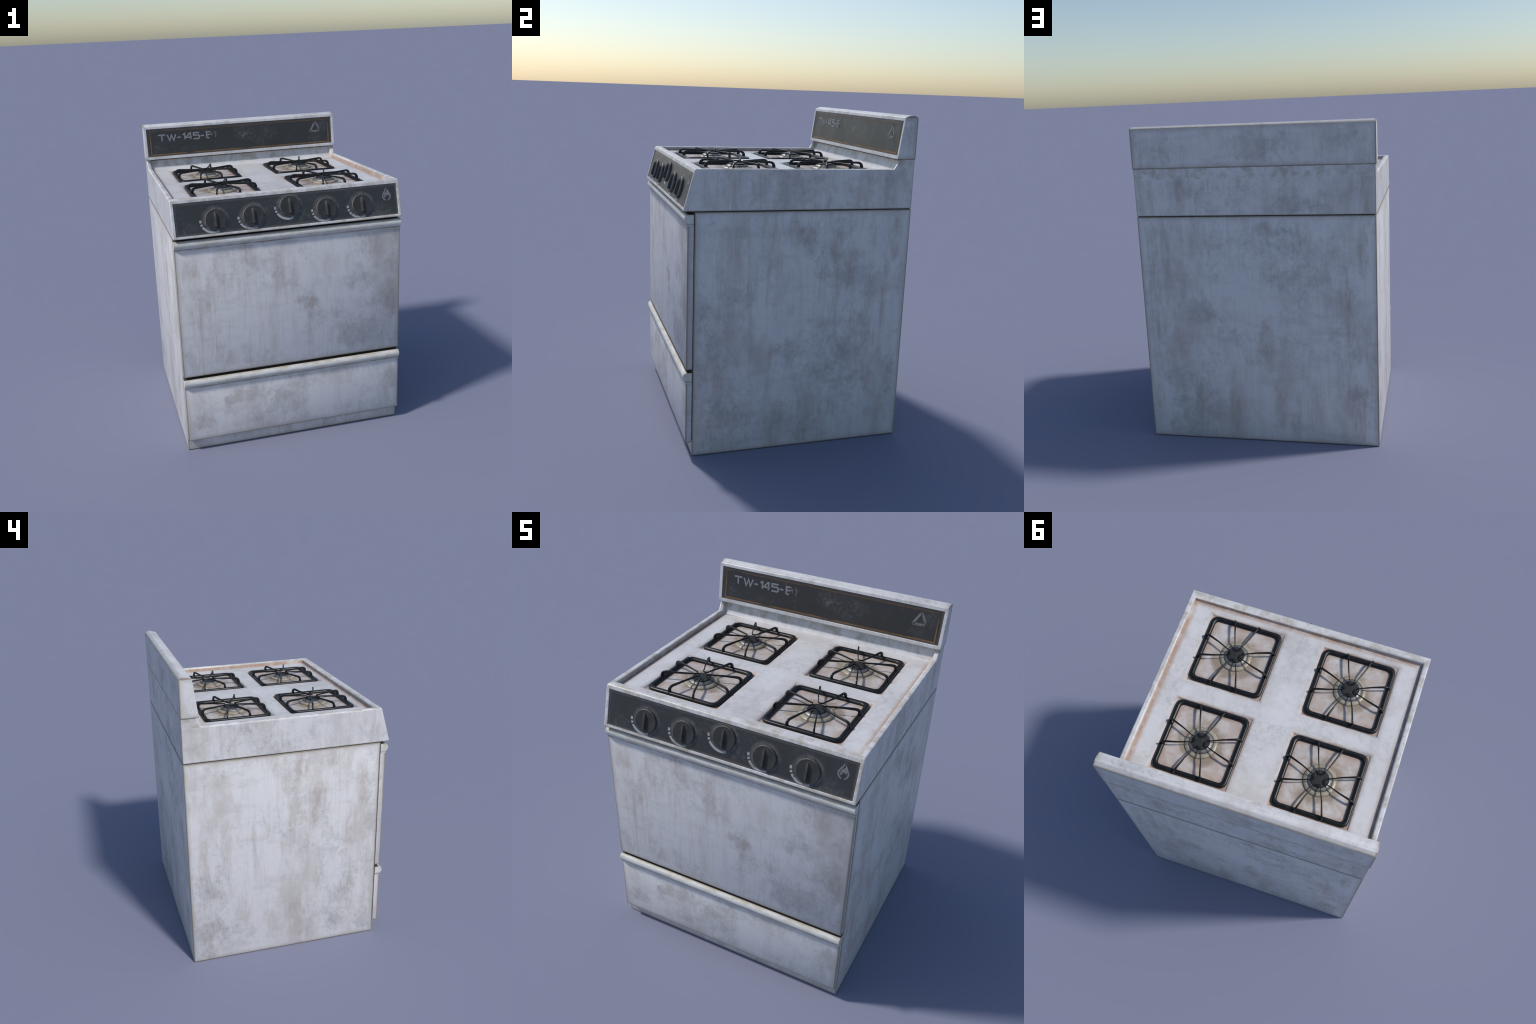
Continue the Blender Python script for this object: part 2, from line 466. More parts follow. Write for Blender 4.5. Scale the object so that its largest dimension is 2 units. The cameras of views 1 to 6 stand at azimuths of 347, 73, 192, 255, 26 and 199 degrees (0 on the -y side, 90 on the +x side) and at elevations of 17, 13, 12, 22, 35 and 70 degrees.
def ribbon(bm, pts, w, z0, z1, closed=False, widths=None):
    """mitred stroke of width w along a polyline in the xy plane"""
    k = len(pts)
    L, R = [], []
    for i, p in enumerate(pts):
        p = Vector(p)
        if closed:
            t0 = (p - Vector(pts[i - 1])).normalized()
            t1 = (Vector(pts[(i + 1) % k]) - p).normalized()
        else:
            t0 = (p - Vector(pts[max(i - 1, 0)])) if i > 0 else None
            t1 = (Vector(pts[min(i + 1, k - 1)]) - p) if i < k - 1 else None
            t0 = (t0 or t1).normalized()
            t1 = (t1 or t0).normalized()
        n0, n1 = Vector((-t0.y, t0.x)), Vector((-t1.y, t1.x))
        mn = (n0 + n1)
        mn = mn.normalized() if mn.length > 1e-6 else n0
        ww = (widths[i] if widths else w) * 0.5 / max(0.45, mn.dot(n0))
        L.append(p + mn * ww)
        R.append(p - mn * ww)
    segs = k if closed else k - 1
    va = [[bm.verts.new((q.x, q.y, z)) for q in side] for side in (L, R) for z in (z0, z1)]
    l0, l1, r0, r1 = va
    for i in range(segs):
        j = (i + 1) % k
        bm.faces.new((l1[i], r1[i], r1[j], l1[j]))
        bm.faces.new((l0[i], l0[j], r0[j], r0[i]))
        bm.faces.new((l0[i], l1[i], l1[j], l0[j]))
        bm.faces.new((r0[i], r0[j], r1[j], r1[i]))
    if not closed:
        bm.faces.new((l0[0], r0[0], r1[0], l1[0]))
        bm.faces.new((l0[-1], l1[-1], r1[-1], r0[-1]))
    return bm


def lathe(profile, seg=32):
    bm = bmesh.new()
    rings = []
    for r, z in profile:
        if r < 1e-6:
            rings.append([bm.verts.new((0, 0, z))])
        else:
            rings.append([bm.verts.new((r * math.cos(2 * math.pi * i / seg), r * math.sin(2 * math.pi * i / seg), z)) for i in range(seg)])
    for a, b in zip(rings, rings[1:]):
        for i in range(seg):
            j = (i + 1) % seg
            if len(a) == 1 and len(b) == 1:
                continue
            if len(a) == 1:
                bm.faces.new((a[0], b[i], b[j]))
            elif len(b) == 1:
                bm.faces.new((a[i], a[j], b[0]))
            else:
                bm.faces.new((a[i], a[j], b[j], b[i]))
    return bm


def slope_frame(A, B, off=0.0):
    """local x = world x, local y runs up the slope, local z = outward normal"""
    A, B = Vector(A), Vector(B)
    d = (B - A).normalized()
    nrm = Vector((-d.y, d.x))
    if nrm.x > 0:
        nrm = -nrm
    o = A + nrm * off
    return Matrix(((1, 0, 0, 0), (0, d.x, nrm.x, o.x), (0, d.y, nrm.y, o.y), (0, 0, 0, 1))), (B - A).length


# ------------------------------------------------------------------ the stove
stove = bpy.data.objects.new('gas_stove', None)
COLL.objects.link(stove)
stove['label'] = 'worn white four-burner gas stove with black control panel'
stove['category'] = 'gas stove'

M_GAP = gap_core_mat()
M_IRON = iron()

# cabinet -------------------------------------------------------------------
m_body = enamel('worn_white_enamel_cabinet', seed=1.0, smudge=0.95, streak=1.0,
                edges=[('X', HW), ('y', YR), ('z', 0.0), ('z', Z_BODY), ('y', YF)],
                spots={'left': [(0.22, 0.72, 0.36, 0.48, -1.4), (0.22, 1.22, 0.20, 0.16, -0.9), (0.54, 1.33, 0.13, 0.11, 1.0), (0.56, 0.23, 0.17, 0.12, 1.0), (-0.08, 0.12, 0.12, 0.10, 1.0),
                                (-0.38, 0.34, 0.14, 0.10, 0.6), (-0.06, 0.77, 0.10, 0.10, 0.5), (0.62, 1.15, 0.08, 0.10, 0.7)],
                       'right': [(-0.20, 0.76, 0.26, 0.16, -1.2), (-0.39, 0.97, 0.18, 0.07, 1.0), (0.28, 1.04, 0.22, 0.07, 1.0), (0.44, 0.41, 0.13, 0.10, 0.9),
                                 (-0.56, 0.93, 0.10, 0.12, 0.8), (0.0, 0.63, 0.20, 0.10, 0.6), (-0.40, 0.23, 0.20, 0.08, 0.7), (0.02, 1.31, 0.3, 0.06, 0.5)],
                       'back': [(0.10, 0.92, 0.30, 0.22, -0.9), (-0.08, 1.37, 0.20, 0.06, 1.0), (0.37, 0.84, 0.20, 0.10, 0.9), (-0.59, 0.31, 0.12, 0.13, 1.0),
                                (-0.52, 0.93, 0.16, 0.14, 0.7), (0.19, 1.28, 0.22, 0.10, 0.5)]},
                browns={'left': [(-0.08, 1.36, 0.08, 0.12, 1.0), (-0.18, 1.20, 0.08, 0.16, 0.8), (0.03, 1.28, 0.04, 0.16, 0.7), (-0.43, 0.90, 0.07, 0.20, 0.8),
                                 (-0.50, 1.20, 0.06, 0.20, 0.7), (0.59, 0.85, 0.04, 0.22, 0.6), (0.35, 0.40, 0.05, 0.12, 0.5), (-0.05, 0.28, 0.08, 0.16, 0.7), (0.15, 0.90, 0.05, 0.12, 0.4)],
                        'right': [(-0.35, 1.28, 0.05, 0.16, 1.0), (0.05, 1.30, 0.06, 0.12, 0.8), (0.23, 1.22, 0.05, 0.14, 0.8), (0.61, 1.28, 0.05, 0.18, 1.0),
                                  (0.39, 0.60, 0.10, 0.26, 0.6), (-0.47, 0.46, 0.04, 0.20, 0.6), (0.53, 1.0, 0.10, 0.14, 0.5)],
                        'back': [(-0.65, 1.25, 0.04, 0.24, 1.0), (0.57, 1.26, 0.04, 0.20, 1.0), (-0.05, 0.64, 0.07, 0.22, 1.0), (-0.13, 0.29, 0.06, 0.24, 0.9),
                                 (0.41, 0.26, 0.04, 0.24, 0.9), (0.18, 0.21, 0.05, 0.18, 0.8), (0.47, 1.05, 0.03, 0.20, 0.8), (-0.58, 0.84, 0.06, 0.20, 0.8), (-0.60, 0.26, 0.09, 0.16, 0.6)]})
bm = extrude_profile([(YF, 0.0), (YR, 0.0), (YR, Z_BODY), (YF, Z_BODY)], -HW, HW)
bevel(bm, list(bm.edges), 0.003, 2)
body = make('cabinet', bm, m_body, stove)

# dark filler seen in the seams
make('seam_gap', box(-HW + 0.006, HW - 0.006, -0.621, YR - 0.006, Z_BODY - 0.004, Z_TOP0 + 0.003), M_GAP, stove)
make('door_gap_core', box(-HW + 0.005, HW - 0.005, -0.6225, YF + 0.002, 0.10, 1.4545), M_GAP, stove)


# doors -----------------------------------------------------------------------
def arc(cy, cz, r, a0, a1, k):
    return [(cy + r * math.cos(math.radians(a0 + (a1 - a0) * i / k)), cz + r * math.sin(math.radians(a0 + (a1 - a0) * i / k))) for i in range(k + 1)]


def front_slab(name, z0, z1, mat):
    bm = extrude_profile([(-0.656, z0), (-0.6205, z0), (-0.6205, z1), (-0.656, z1)], -0.7352, 0.7352)
    bevel(bm, list(bm.edges), 0.003, 2)
    return make(name, bm, mat, stove)


def pull_lip(name, ztop, mat, parent):
    """rolled finger pull along the top edge of a front panel"""
    out = [(-0.6213, ztop - 0.066), (-0.6213, ztop)]
    out += [(-0.648, ztop)] + arc(-0.6495, ztop - 0.0255, 0.0255, 94, 224, 9)
    out += [(-0.6590, ztop - 0.0540), (-0.6565, ztop - 0.066)]
    bm = extrude_profile(out, -0.7358, 0.7358)
    caps = [f for f in bm.faces if len(f.verts) > 4]
    bevel(bm, list({e for f in caps for e in f.edges}), 0.002, 1)
    return make(name, bm, mat, parent, 32)


m_door = enamel('worn_white_enamel_door', seed=4.0, smudge=0.80, streak=0.95,
                edges=[('X', 0.7352), ('z', 0.540), ('y', -0.656)],
                spots={'front': [(-0.25, 0.92, 0.34, 0.30, -1.3), (0.05, 0.72, 0.30, 0.20, -0.9), (0.47, 1.06, 0.12, 0.10, 1.47), (0.32, 1.05, 0.12, 0.07, 1.10), (0.62, 0.92, 0.12, 0.16, 0.98), (0.09, 0.95, 0.13, 0.08, 1.10),
                                 (0.41, 0.68, 0.22, 0.12, 0.98), (-0.15, 0.58, 0.22, 0.06, 1.22), (-0.66, 1.26, 0.10, 0.10, 0.98), (0.55, 1.28, 0.15, 0.08, 0.73)]},
                browns={'front': [(-0.62, 1.17, 0.05, 0.12, 0.9), (-0.57, 1.02, 0.05, 0.10, 0.8), (-0.48, 1.26, 0.03, 0.12, 0.8), (-0.37, 1.25, 0.03, 0.11, 0.7),
                                  (-0.08, 1.19, 0.07, 0.17, 0.8), (0.01, 1.15, 0.05, 0.13, 0.7), (0.13, 0.94, 0.06, 0.07, 1.0), (0.57, 1.28, 0.07, 0.13, 0.8),
                                  (0.68, 0.92, 0.06, 0.18, 0.8), (-0.13, 0.70, 0.03, 0.09, 0.7), (-0.68, 0.66, 0.04, 0.10, 0.7), (-0.41, 0.65, 0.05, 0.07, 0.6),
                                  (-0.26, 1.32, 0.06, 0.10, 0.6), (0.25, 0.70, 0.03, 0.08, 0.5)]})
m_drawer = enamel('worn_white_enamel_drawer', seed=7.0, smudge=0.80, streak=0.55,
                  edges=[('X', 0.7352), ('z', 0.086), ('y', -0.656)],
                  spots={'front': [(0.28, 0.26, 0.34, 0.16, -1.2), (-0.35, 0.36, 0.17, 0.07, 1.95), (-0.11, 0.32, 0.12, 0.06, 1.35), (-0.63, 0.19, 0.14, 0.07, 1.35),
                                   (0.66, 0.30, 0.10, 0.12, 1.35), (0.20, 0.44, 0.30, 0.04, 1.05), (-0.28, 0.14, 0.20, 0.06, 0.75)]},
                  browns={'front': [(-0.28, 0.30, 0.10, 0.05, 0.7), (-0.60, 0.18, 0.08, 0.05, 0.7), (-0.40, 0.16, 0.06, 0.06, 0.6), (0.62, 0.20, 0.06, 0.10, 0.6)]})
door = front_slab('oven_door', 0.540, 1.375, m_door)
drawer = front_slab('storage_drawer', 0.086, 0.456, m_drawer)

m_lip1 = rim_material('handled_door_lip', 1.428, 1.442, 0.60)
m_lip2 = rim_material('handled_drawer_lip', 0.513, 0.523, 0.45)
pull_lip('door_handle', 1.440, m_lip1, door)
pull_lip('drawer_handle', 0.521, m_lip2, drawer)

# cooktop ---------------------------------------------------------------------
M_TOP = cooktop_material()


def build_cooktop():
    bm = bmesh.new()
    lay = bm.edges.layers.float.new('bevel_weight_edge')
    V = lambda x, y, z: bm.verts.new((x, y, z))
    S = (1, -1)
    fb = {s: V(s * HW, PANEL_A[0], PANEL_A[1]) for s in S}      # fascia foot
    ft = {s: V(s * HW, PANEL_B[0], PANEL_B[1]) for s in S}      # fascia head / rail front corner
    kk = {s: V(s * HW, 0.563, Z_RAIL) for s in S}               # kink where the rail turns up
    ut = {s: V(s * HW, 0.597, 1.7455) for s in S}
    rt = {s: V(s * HW, YR - 0.0005, 1.7455) for s in S}
    rb = {s: V(s * HW, YR - 0.0005, Z_TOP0) for s in S}
    inf = {s: V(s * 0.7045, -0.573, Z_RAIL) for s in S}          # inner rail edge
    ink = {s: V(s * 0.7045, 0.570, Z_RAIL) for s in S}
    iu = {s: V(s * 0.7045, 0.606, 1.7455) for s in S}
    wall = [(0.586, 1.6695), (0.597, 1.6860), (0.606, 1.7050), (0.613, 1.7230), (0.617, 1.7345), (0.668, 1.7370), (0.672, 1.7455)]   # coved splash wall
    wl = {s: [V(s * 0.701, y, z) for y, z in wall] for s in S}
    wu = {s: wl[s][-1] for s in S}
    xs = [-0.701, -(WELL_X + WELL_H), -(WELL_X - WELL_H), WELL_X - WELL_H, WELL_X + WELL_H, 0.701]
    ys = [-0.567, -(WELL_Y + WELL_H) + 0.001, -(WELL_Y - WELL_H) , WELL_Y - WELL_H + 0.002, WELL_Y + WELL_H - 0.003, 0.577]
    g = [[V(x, y, Z_TRAY) for y in ys] for x in xs]
    well_edges = []
    for i in range(5):
        for j in range(5):
            q = [g[i][j], g[i + 1][j], g[i + 1][j + 1], g[i][j + 1]]
            if i in (1, 3) and j in (1, 3):
                c = sum((v.co for v in q), Vector()) / 4
                lo = []
                for v in q:
                    d = v.co - c
                    k = (WELL_H - 0.0145) / WELL_H
                    lo.append(V(c.x + d.x * k, c.y + d.y * k, Z_WELL))
                for a in range(4):
                    bm.faces.new((q[a], q[(a + 1) % 4], lo[(a + 1) % 4], lo[a]))
                    well_edges.append((q[a], q[(a + 1) % 4]))
                bm.faces.new(lo)
            else:
                bm.faces.new(q)
    bl, br = g[0], g[-1]
    col = {1: br, -1: bl}
    bm.faces.new([inf[-1], inf[1]] + [g[i][0] for i in range(5, -1, -1)])          # inner front wall
    bm.faces.new([wl[-1][0], wl[1][0]] + [g[i][5] for i in range(5, -1, -1)])
    for i in range(len(wall) - 1):
        bm.faces.new((wl[-1][i], wl[1][i], wl[1][i + 1], wl[-1][i + 1]))
    for s in S:
        c = col[s]
        bm.faces.new([inf[s], ink[s]] + c[::-1])                                    # inner side wall
        bm.faces.new([ink[s], iu[s]] + wl[s][::-1] + [c[5]])
        bm.faces.new([ft[s], kk[s], ink[s], inf[s]])                                # rail top
        bm.faces.new([kk[s], ut[s], iu[s], ink[s]])
        bm.faces.new([fb[s], ft[s], kk[s], ut[s], rt[s], rb[s]])                    # outer side
    bm.faces.new([ft[-1], ft[1], inf[1], inf[-1]])
    bm.faces.new([ut[1], iu[1], wu[1], wu[-1], iu[-1], ut[-1], rt[-1], rt[1]])
    bm.faces.new([rt[1], rt[-1], rb[-1], rb[1]])
    bm.faces.new([rb[1], rb[-1], fb[-1], fb[1]])
    # fascia with a sunk opening
    M, L = slope_frame(PANEL_A, PANEL_B)
    out = [fb[-1], fb[1], ft[1], ft[-1]]
    rect = [(-0.716, 0.0175), (0.716, 0.0175), (0.716, 0.2145), (-0.716, 0.2145)]
    hi = [bm.verts.new(M @ Vector((x, y, 0))) for x, y in rect]
    lo = [bm.verts.new(M @ Vector((x, y, -PANEL_IN - 0.003))) for x, y in rect]
    for i in range(4):
        j = (i + 1) % 4
        bm.faces.new((out[i], out[j], hi[j], hi[i]))
        bm.faces.new((hi[i], hi[j], lo[j], lo[i]))
    bm.faces.new(lo)
    bmesh.ops.recalc_face_normals(bm, faces=bm.faces)
    bm.edges.ensure_lookup_table()
    E = lambda a, b: bm.edges.get((a, b))
    big = [E(ft[1], ft[-1])]
    rail = [E(inf[1], inf[-1])]
    for s in S:
        rail += [E(ft[s], kk[s]), E(kk[s], ut[s]), E(inf[s], ink[s]), E(ink[s], iu[s])]
    wells = [E(a, b) for a, b in well_edges]
    openg = [E(hi[i], hi[(i + 1) % 4]) for i in range(4)]
    small = [E(fb[1], fb[-1]), E(rt[1], rb[1]), E(rt[-1], rb[-1]), E(rb[1], rb[-1])]
    for s in S:
        small += [E(fb[s], ft[s]), E(fb[s], rb[s])]
    foot = [E(g[i][5], g[i + 1][5]) for i in range(5)]
    for lst, w in ((big, 1.0), (rail, 0.72), (wells, 0.70), (openg, 0.28), (small, 0.25), (foot, 0.35)):
        for e in lst:
            if e:
                e[lay] = w
    ob = make('cooktop', bm, M_TOP, stove, 28)
    mod = ob.modifiers.new('rounded_edges', 'BEVEL')
    mod.limit_method = 'WEIGHT'
    mod.width = 0.013
    mod.segments = 4
    mod.use_clamp_overlap = True
    return ob


cooktop = build_cooktop()

# control panel -----------------------------------------------------------------
MP, LP = slope_frame(PANEL_A, PANEL_B, -PANEL_IN)
KNOBS = [(-0.470, 0.101), (-0.235, 0.101), (0.0, 0.138), (0.235, 0.101), (0.470, 0.101)]
m_cp = panel_black('black_control_panel', knobs=KNOBS, edges=(0.716, 0.0175, 0.2145),
                   haze=[(0.08, 0.06, 0.10, 0.06, 0.9), (0.14, 0.17, 0.08, 0.04, 0.7), (0.60, 0.06, 0.12, 0.06, 0.8),
                         (-0.62, 0.06, 0.06, 0.04, 0.8), (-0.13, 0.16, 0.10, 0.05, 0.6), (0.38, 0.18, 0.08, 0.03, 0.6)])
cpanel = make('control_panel', box(-0.7155, 0.7155, 0.0180, 0.2140, -0.0025, 0.0), m_cp, stove)
cpanel.matrix_basis = MP
PALE = (0.40, 0.40, 0.42)
m_dial = printed('worn_dial_print', (0.39, 0.39, 0.41), wear=0.44, strength=0.92, scale=60)
m_flame = printed('worn_flame_print', (0.20, 0.20, 0.21), wear=0.44, strength=0.9, scale=75)


def ring_sector(bm, cx, cy, r0, r1, a0, a1, k, clip=None):
    """r0/r1: (inner, outer) radii at the start and end angle"""
    A, B = [], []
    for i in range(k + 1):
        t = i / k
        a = math.radians(a0 + (a1 - a0) * t)
        ri = r0[0] + (r1[0] - r0[0]) * t
        ro = r0[1] + (r1[1] - r0[1]) * t
        A.append((cx + ri * math.cos(a), cy + ri * math.sin(a)))
        y = cy + ro * math.sin(a)
        B.append((cx + ro * math.cos(a), max(y, clip) if clip else y))
    return prism(A + B[::-1], 0.0002, 0.0009, bm)


for i, (kx, ks) in enumerate(KNOBS):
    bm = bmesh.new()
    ring_sector(bm, kx, ks, (0.085, 0.098), (0.085, 0.098), 179, 189.5, 3)
    ring_sector(bm, kx, ks, (0.085, 0.098), (0.0845, 0.0975), 194.5, 202, 3)
    ring_sector(bm, kx, ks, (0.084, 0.097), (0.067, 0.081), 207, 285, 14, 0.0205)
    d = make('dial_mark', bm, m_dial, cpanel)


def flame():
    """flame pictogram: open outline with an inner tongue"""
    bm = bmesh.new()
    cx, cy = 0.645, 0.108
    o = [(-0.006, 0.004), (-0.017, 0.011), (-0.025, 0.024), (-0.025, 0.037), (-0.018, 0.049), (-0.012, 0.059),
         (-0.006, 0.067), (-0.003, 0.078), (0.000, 0.085)]
    ribbon(bm, [(cx + x, cy + y) for x, y in o], 0.008, 0.0002, 0.0009, widths=[0.006, 0.008, 0.009, 0.009, 0.009, 0.008, 0.007, 0.005, 0.002])
    o = [(0.008, 0.003), (0.018, 0.011), (0.025, 0.024), (0.026, 0.036), (0.019, 0.047), (0.014, 0.058), (0.010, 0.067), (0.004, 0.075)]
    ribbon(bm, [(cx + x, cy + y) for x, y in o], 0.008, 0.0002, 0.0009, widths=[0.006, 0.008, 0.009, 0.009, 0.009, 0.009, 0.007, 0.003])
    o = [(-0.012, 0.020), (-0.010, 0.032), (-0.004, 0.044), (0.004, 0.054)]
    ribbon(bm, [(cx + x, cy + y) for x, y in o], 0.008, 0.0002, 0.0010, widths=[0.004, 0.014, 0.019, 0.010])
    o = [(0.013, 0.028), (0.010, 0.040), (0.008, 0.052), (0.004, 0.062)]
    ribbon(bm, [(cx + x, cy + y) for x, y in o], 0.008, 0.0002, 0.0011, widths=[0.005, 0.014, 0.012, 0.006])
    return make('flame_symbol', bm, m_flame, cpanel)


flame()

# knobs ---------------------------------------------------------------------------
M_KNOB = knob_mat()
FACE = PANEL_IN + 0.009        # knob face above the black panel
knob_mesh = None
for kx, ks in KNOBS:
    if knob_mesh is None:
        bm = lathe([(0.0645, 0.0), (0.0655, 0.004), (0.0645, FACE - 0.0045), (0.0632, FACE - 0.0015), (0.0612, FACE), (0.050, FACE - 0.0004), (0.0, FACE - 0.0004)], 40)
        # local z of the knob = 0 at the black panel
        k = make('knob', bm, M_KNOB, stove, 35)
        knob_mesh = k
        bm = bmesh.new()
        # grip: tapered bar, rounded head end, blunt foot end
        base = [(-0.0085, -0.049), (0.0085, -0.049), (0.0085, 0.036), (0.005, 0.046), (0.0, 0.051), (-0.005, 0.046), (-0.0085, 0.036)]
        top = [(-0.0050, -0.044), (0.0050, -0.044), (0.0050, 0.026), (0.0030, 0.034), (0.0, 0.038), (-0.0030, 0.034), (-0.0050, 0.026)]
        lo = [bm.verts.new((x, y, FACE - 0.003)) for x, y in base]
        hi = [bm.verts.new((x, y, FACE + (0.0155 if y < 0 else 0.0125))) for x, y in top]
        for i in range(7):
            j = (i + 1) % 7
            bm.faces.new((lo[i], lo[j], hi[j], hi[i]))
        bm.faces.new(hi)
        bm.faces.new(lo[::-1])
        bmesh.ops.recalc_face_normals(bm, faces=bm.faces)
        bevel(bm, [e for e in bm.edges if all(v.co.z > FACE for v in e.verts)], 0.0016, 2)
        grip = make('knob_grip', bm, M_KNOB, k, 35)
        g0 = grip
    else:
        k = copy_of(knob_mesh, 'knob', stove)
        copy_of(g0, 'knob_grip', k)
    k.matrix_basis = MP @ Matrix.Translation((kx, ks, 0.0))

# backguard --------------------------------------------------------------------------
m_guard = enamel('worn_white_enamel_backguard', seed=11.0, smudge=0.85, streak=0.8,
                 spots={'back': [(0.02, 1.86, 0.26, 0.07, 1.1), (-0.52, 1.89, 0.16, 0.08, 0.9)]},
                 edges=[('X', 0.7410), ('y', YR), ('z', 1.7463), ('z', 1.992)])


def build_guard():
    W = 0.7410
    prof = [GUARD_A, GUARD_B, (0.640, 1.9985), (0.666, 2.0), (YR, 1.987), (YR, 1.7463)]
    bm = bmesh.new()
    lay = bm.edges.layers.float.new('bevel_weight_edge')
    a = [bm.verts.new((-W, y, z)) for y, z in prof]
    b = [bm.verts.new((W, y, z)) for y, z in prof]
    for i in range(1, 6):
        j = (i + 1) % 6
        bm.faces.new((a[i], a[j], b[j], b[i]))
    bm.faces.new(a)
    bm.faces.new(b[::-1])
    M, L = slope_frame(GUARD_A, GUARD_B)
    rect = [(-0.721, 0.0215), (0.721, 0.0215), (0.721, 0.2240), (-0.721, 0.2240)]
    hi = [bm.verts.new(M @ Vector((x, y, 0))) for x, y in rect]
    lo = [bm.verts.new(M @ Vector((x, y, -PANEL_IN - 0.003))) for x, y in rect]
    out = [a[0], b[0], b[1], a[1]]
    for i in range(4):
        j = (i + 1) % 4
        bm.faces.new((out[i], out[j], hi[j], hi[i]))
        bm.faces.new((hi[i], hi[j], lo[j], lo[i]))
    bm.faces.new(lo)
    bmesh.ops.recalc_face_normals(bm, faces=bm.faces)
    E = lambda p, q: bm.edges.get((p, q))
    for i in range(6):
        E(a[i], b[i])[lay] = 0.9 if i in (1, 2, 3, 4) else 0.25
        E(a[i], a[(i + 1) % 6])[lay] = 0.5
        E(b[i], b[(i + 1) % 6])[lay] = 0.5
        if i < 4:
            E(hi[i], hi[(i + 1) % 4])[lay] = 0.5
    ob = make('backguard', bm, m_guard, stove, 25)
    mod = ob.modifiers.new('rounded_edges', 'BEVEL')
    mod.limit_method = 'WEIGHT'
    mod.width = 0.005
    mod.segments = 2
    return ob


guard = build_guard()
MG, LG = slope_frame(GUARD_A, GUARD_B, -PANEL_IN)
m_gp = panel_black('black_backguard_panel', edges=(0.721, 0.0215, 0.2240),
                   haze=[(0.02, 0.155, 0.10, 0.07, 1.3), (0.16, 0.13, 0.14, 0.09, 1.0), (0.66, 0.17, 0.06, 0.06, 0.8),
                         (-0.62, 0.09, 0.07, 0.06, 0.6), (-0.38, 0.06, 0.12, 0.04, 0.6), (0.60, 0.08, 0.08, 0.04, 0.6)])
gpanel = make('backguard_panel', box(-0.7205, 0.7205, 0.0220, 0.2235, -0.0025, 0.0), m_gp, guard)
gpanel.matrix_basis = MG

m_line = printed('worn_orange_pinstripe', (0.215, 0.112, 0.042), wear=0.475, strength=0.95, scale=9, dim=('y', 0.10, 0.20, 0.45))
bm = bmesh.new()
ribbon(bm, [(-0.6945, 0.0345), (0.6945, 0.0345), (0.6945, 0.2065), (-0.6945, 0.2065)], 0.0075, 0.0002, 0.0008, closed=True)
pin = make('pinstripe', bm, m_line, guard)
pin.matrix_basis = MG

# model lettering: stroke glyphs on a unit cell (width, height 1)
GLYPHS = {
    'T': [[(0, 1), (1, 1)], [(0.5, 1), (0.5, 0)]],
    'W': [[(0, 1), (0.27, 0), (0.5, 0.92), (0.73, 0), (1, 1)]],
    '-': [[(0, 0.45), (1, 0.45)]],
    '1': [[(0, 0.80), (0.75, 1.0), (0.75, 0)]],
    '4': [[(0.78, 0), (0.78, 1), (0.62, 1), (0, 0.32), (1, 0.32)]],
    '5': [[(1, 1), (0.04, 1), (0.04, 0.60), (0.85, 0.60), (1, 0.48), (1, 0.12), (0.86, 0), (0, 0)]],
    'B': [[(0, 0), (0, 1), (0.82, 1), (0.95, 0.88), (0.95, 0.64), (0.82, 0.53), (0.1, 0.53)], [(0.82, 0.53), (1, 0.42), (1, 0.12), (0.86, 0), (0.05, 0)]],
}
LETTERS = [('T', -0.636, 0.054), ('W', -0.568, 0.064), ('-', -0.494, 0.026), ('1', -0.452, 0.021), ('4', -0.427, 0.044),
           ('5', -0.371, 0.045), ('-', -0.316, 0.026), ('B', -0.270, 0.041), ('1', -0.213, 0.018)]
m_text = printed('worn_grey_lettering', (0.235, 0.237, 0.250), wear=0.34, strength=1.0, scale=55,
                 fade=[('x', -0.264, -0.238, 0.255)])
S0, SH = 0.1325, 0.044
for ch, x0, w in LETTERS:
    bm = bmesh.new()
    for s in GLYPHS[ch]:
        ribbon(bm, [(x0 + w * u, S0 + SH * v) for u, v in s], 0.0100, 0.0002, 0.0009)
    l = make('letter' if ch != '-' else 'hyphen', bm, m_text, guard)
    l.matrix_basis = MG

# triangle emblem: three tapered bars with open corners
m_tri = printed('worn_grey_emblem', (0.185, 0.187, 0.198), wear=0.450, strength=1.0, scale=60,
                fade=[('x', 0.600, 0.640, 0.10), ('y', 0.135, 0.112, 0.08)])
bm = bmesh.new()
prism([(0.5890, 0.2005), (0.5395, 0.1185), (0.5640, 0.1335), (0.5905, 0.1770)], 0.0002, 0.0009, bm)
prism([(0.5955, 0.2005), (0.5950, 0.1750), (0.6180, 0.1345), (0.6385, 0.1255)], 0.0002, 0.0009, bm)
prism([(0.5415, 0.1130), (0.6385, 0.1130), (0.6190, 0.1290), (0.5660, 0.1290)], 0.0002, 0.0009, bm)
tri = make('triangle_emblem', bm, m_tri, guard)
tri.matrix_basis = MG

# burners and grates ------------------------------------------------------------------
M_BOWL, M_RING, M_CAP = bowl_mat(), ring_mat(), burner_cap_mat()


def rounded_square(h, r, k=3):
    pts = []
    for cx, cy, a0 in ((h - r, h - r, 0), (-h + r, h - r, 90), (-h + r, -h + r, 180), (h - r, -h + r, 270)):
        for i in range(k + 1):
            a = math.radians(a0 + 90 * i / k)
            pts.append((cx + r * math.cos(a), cy + r * math.sin(a)))
    return pts


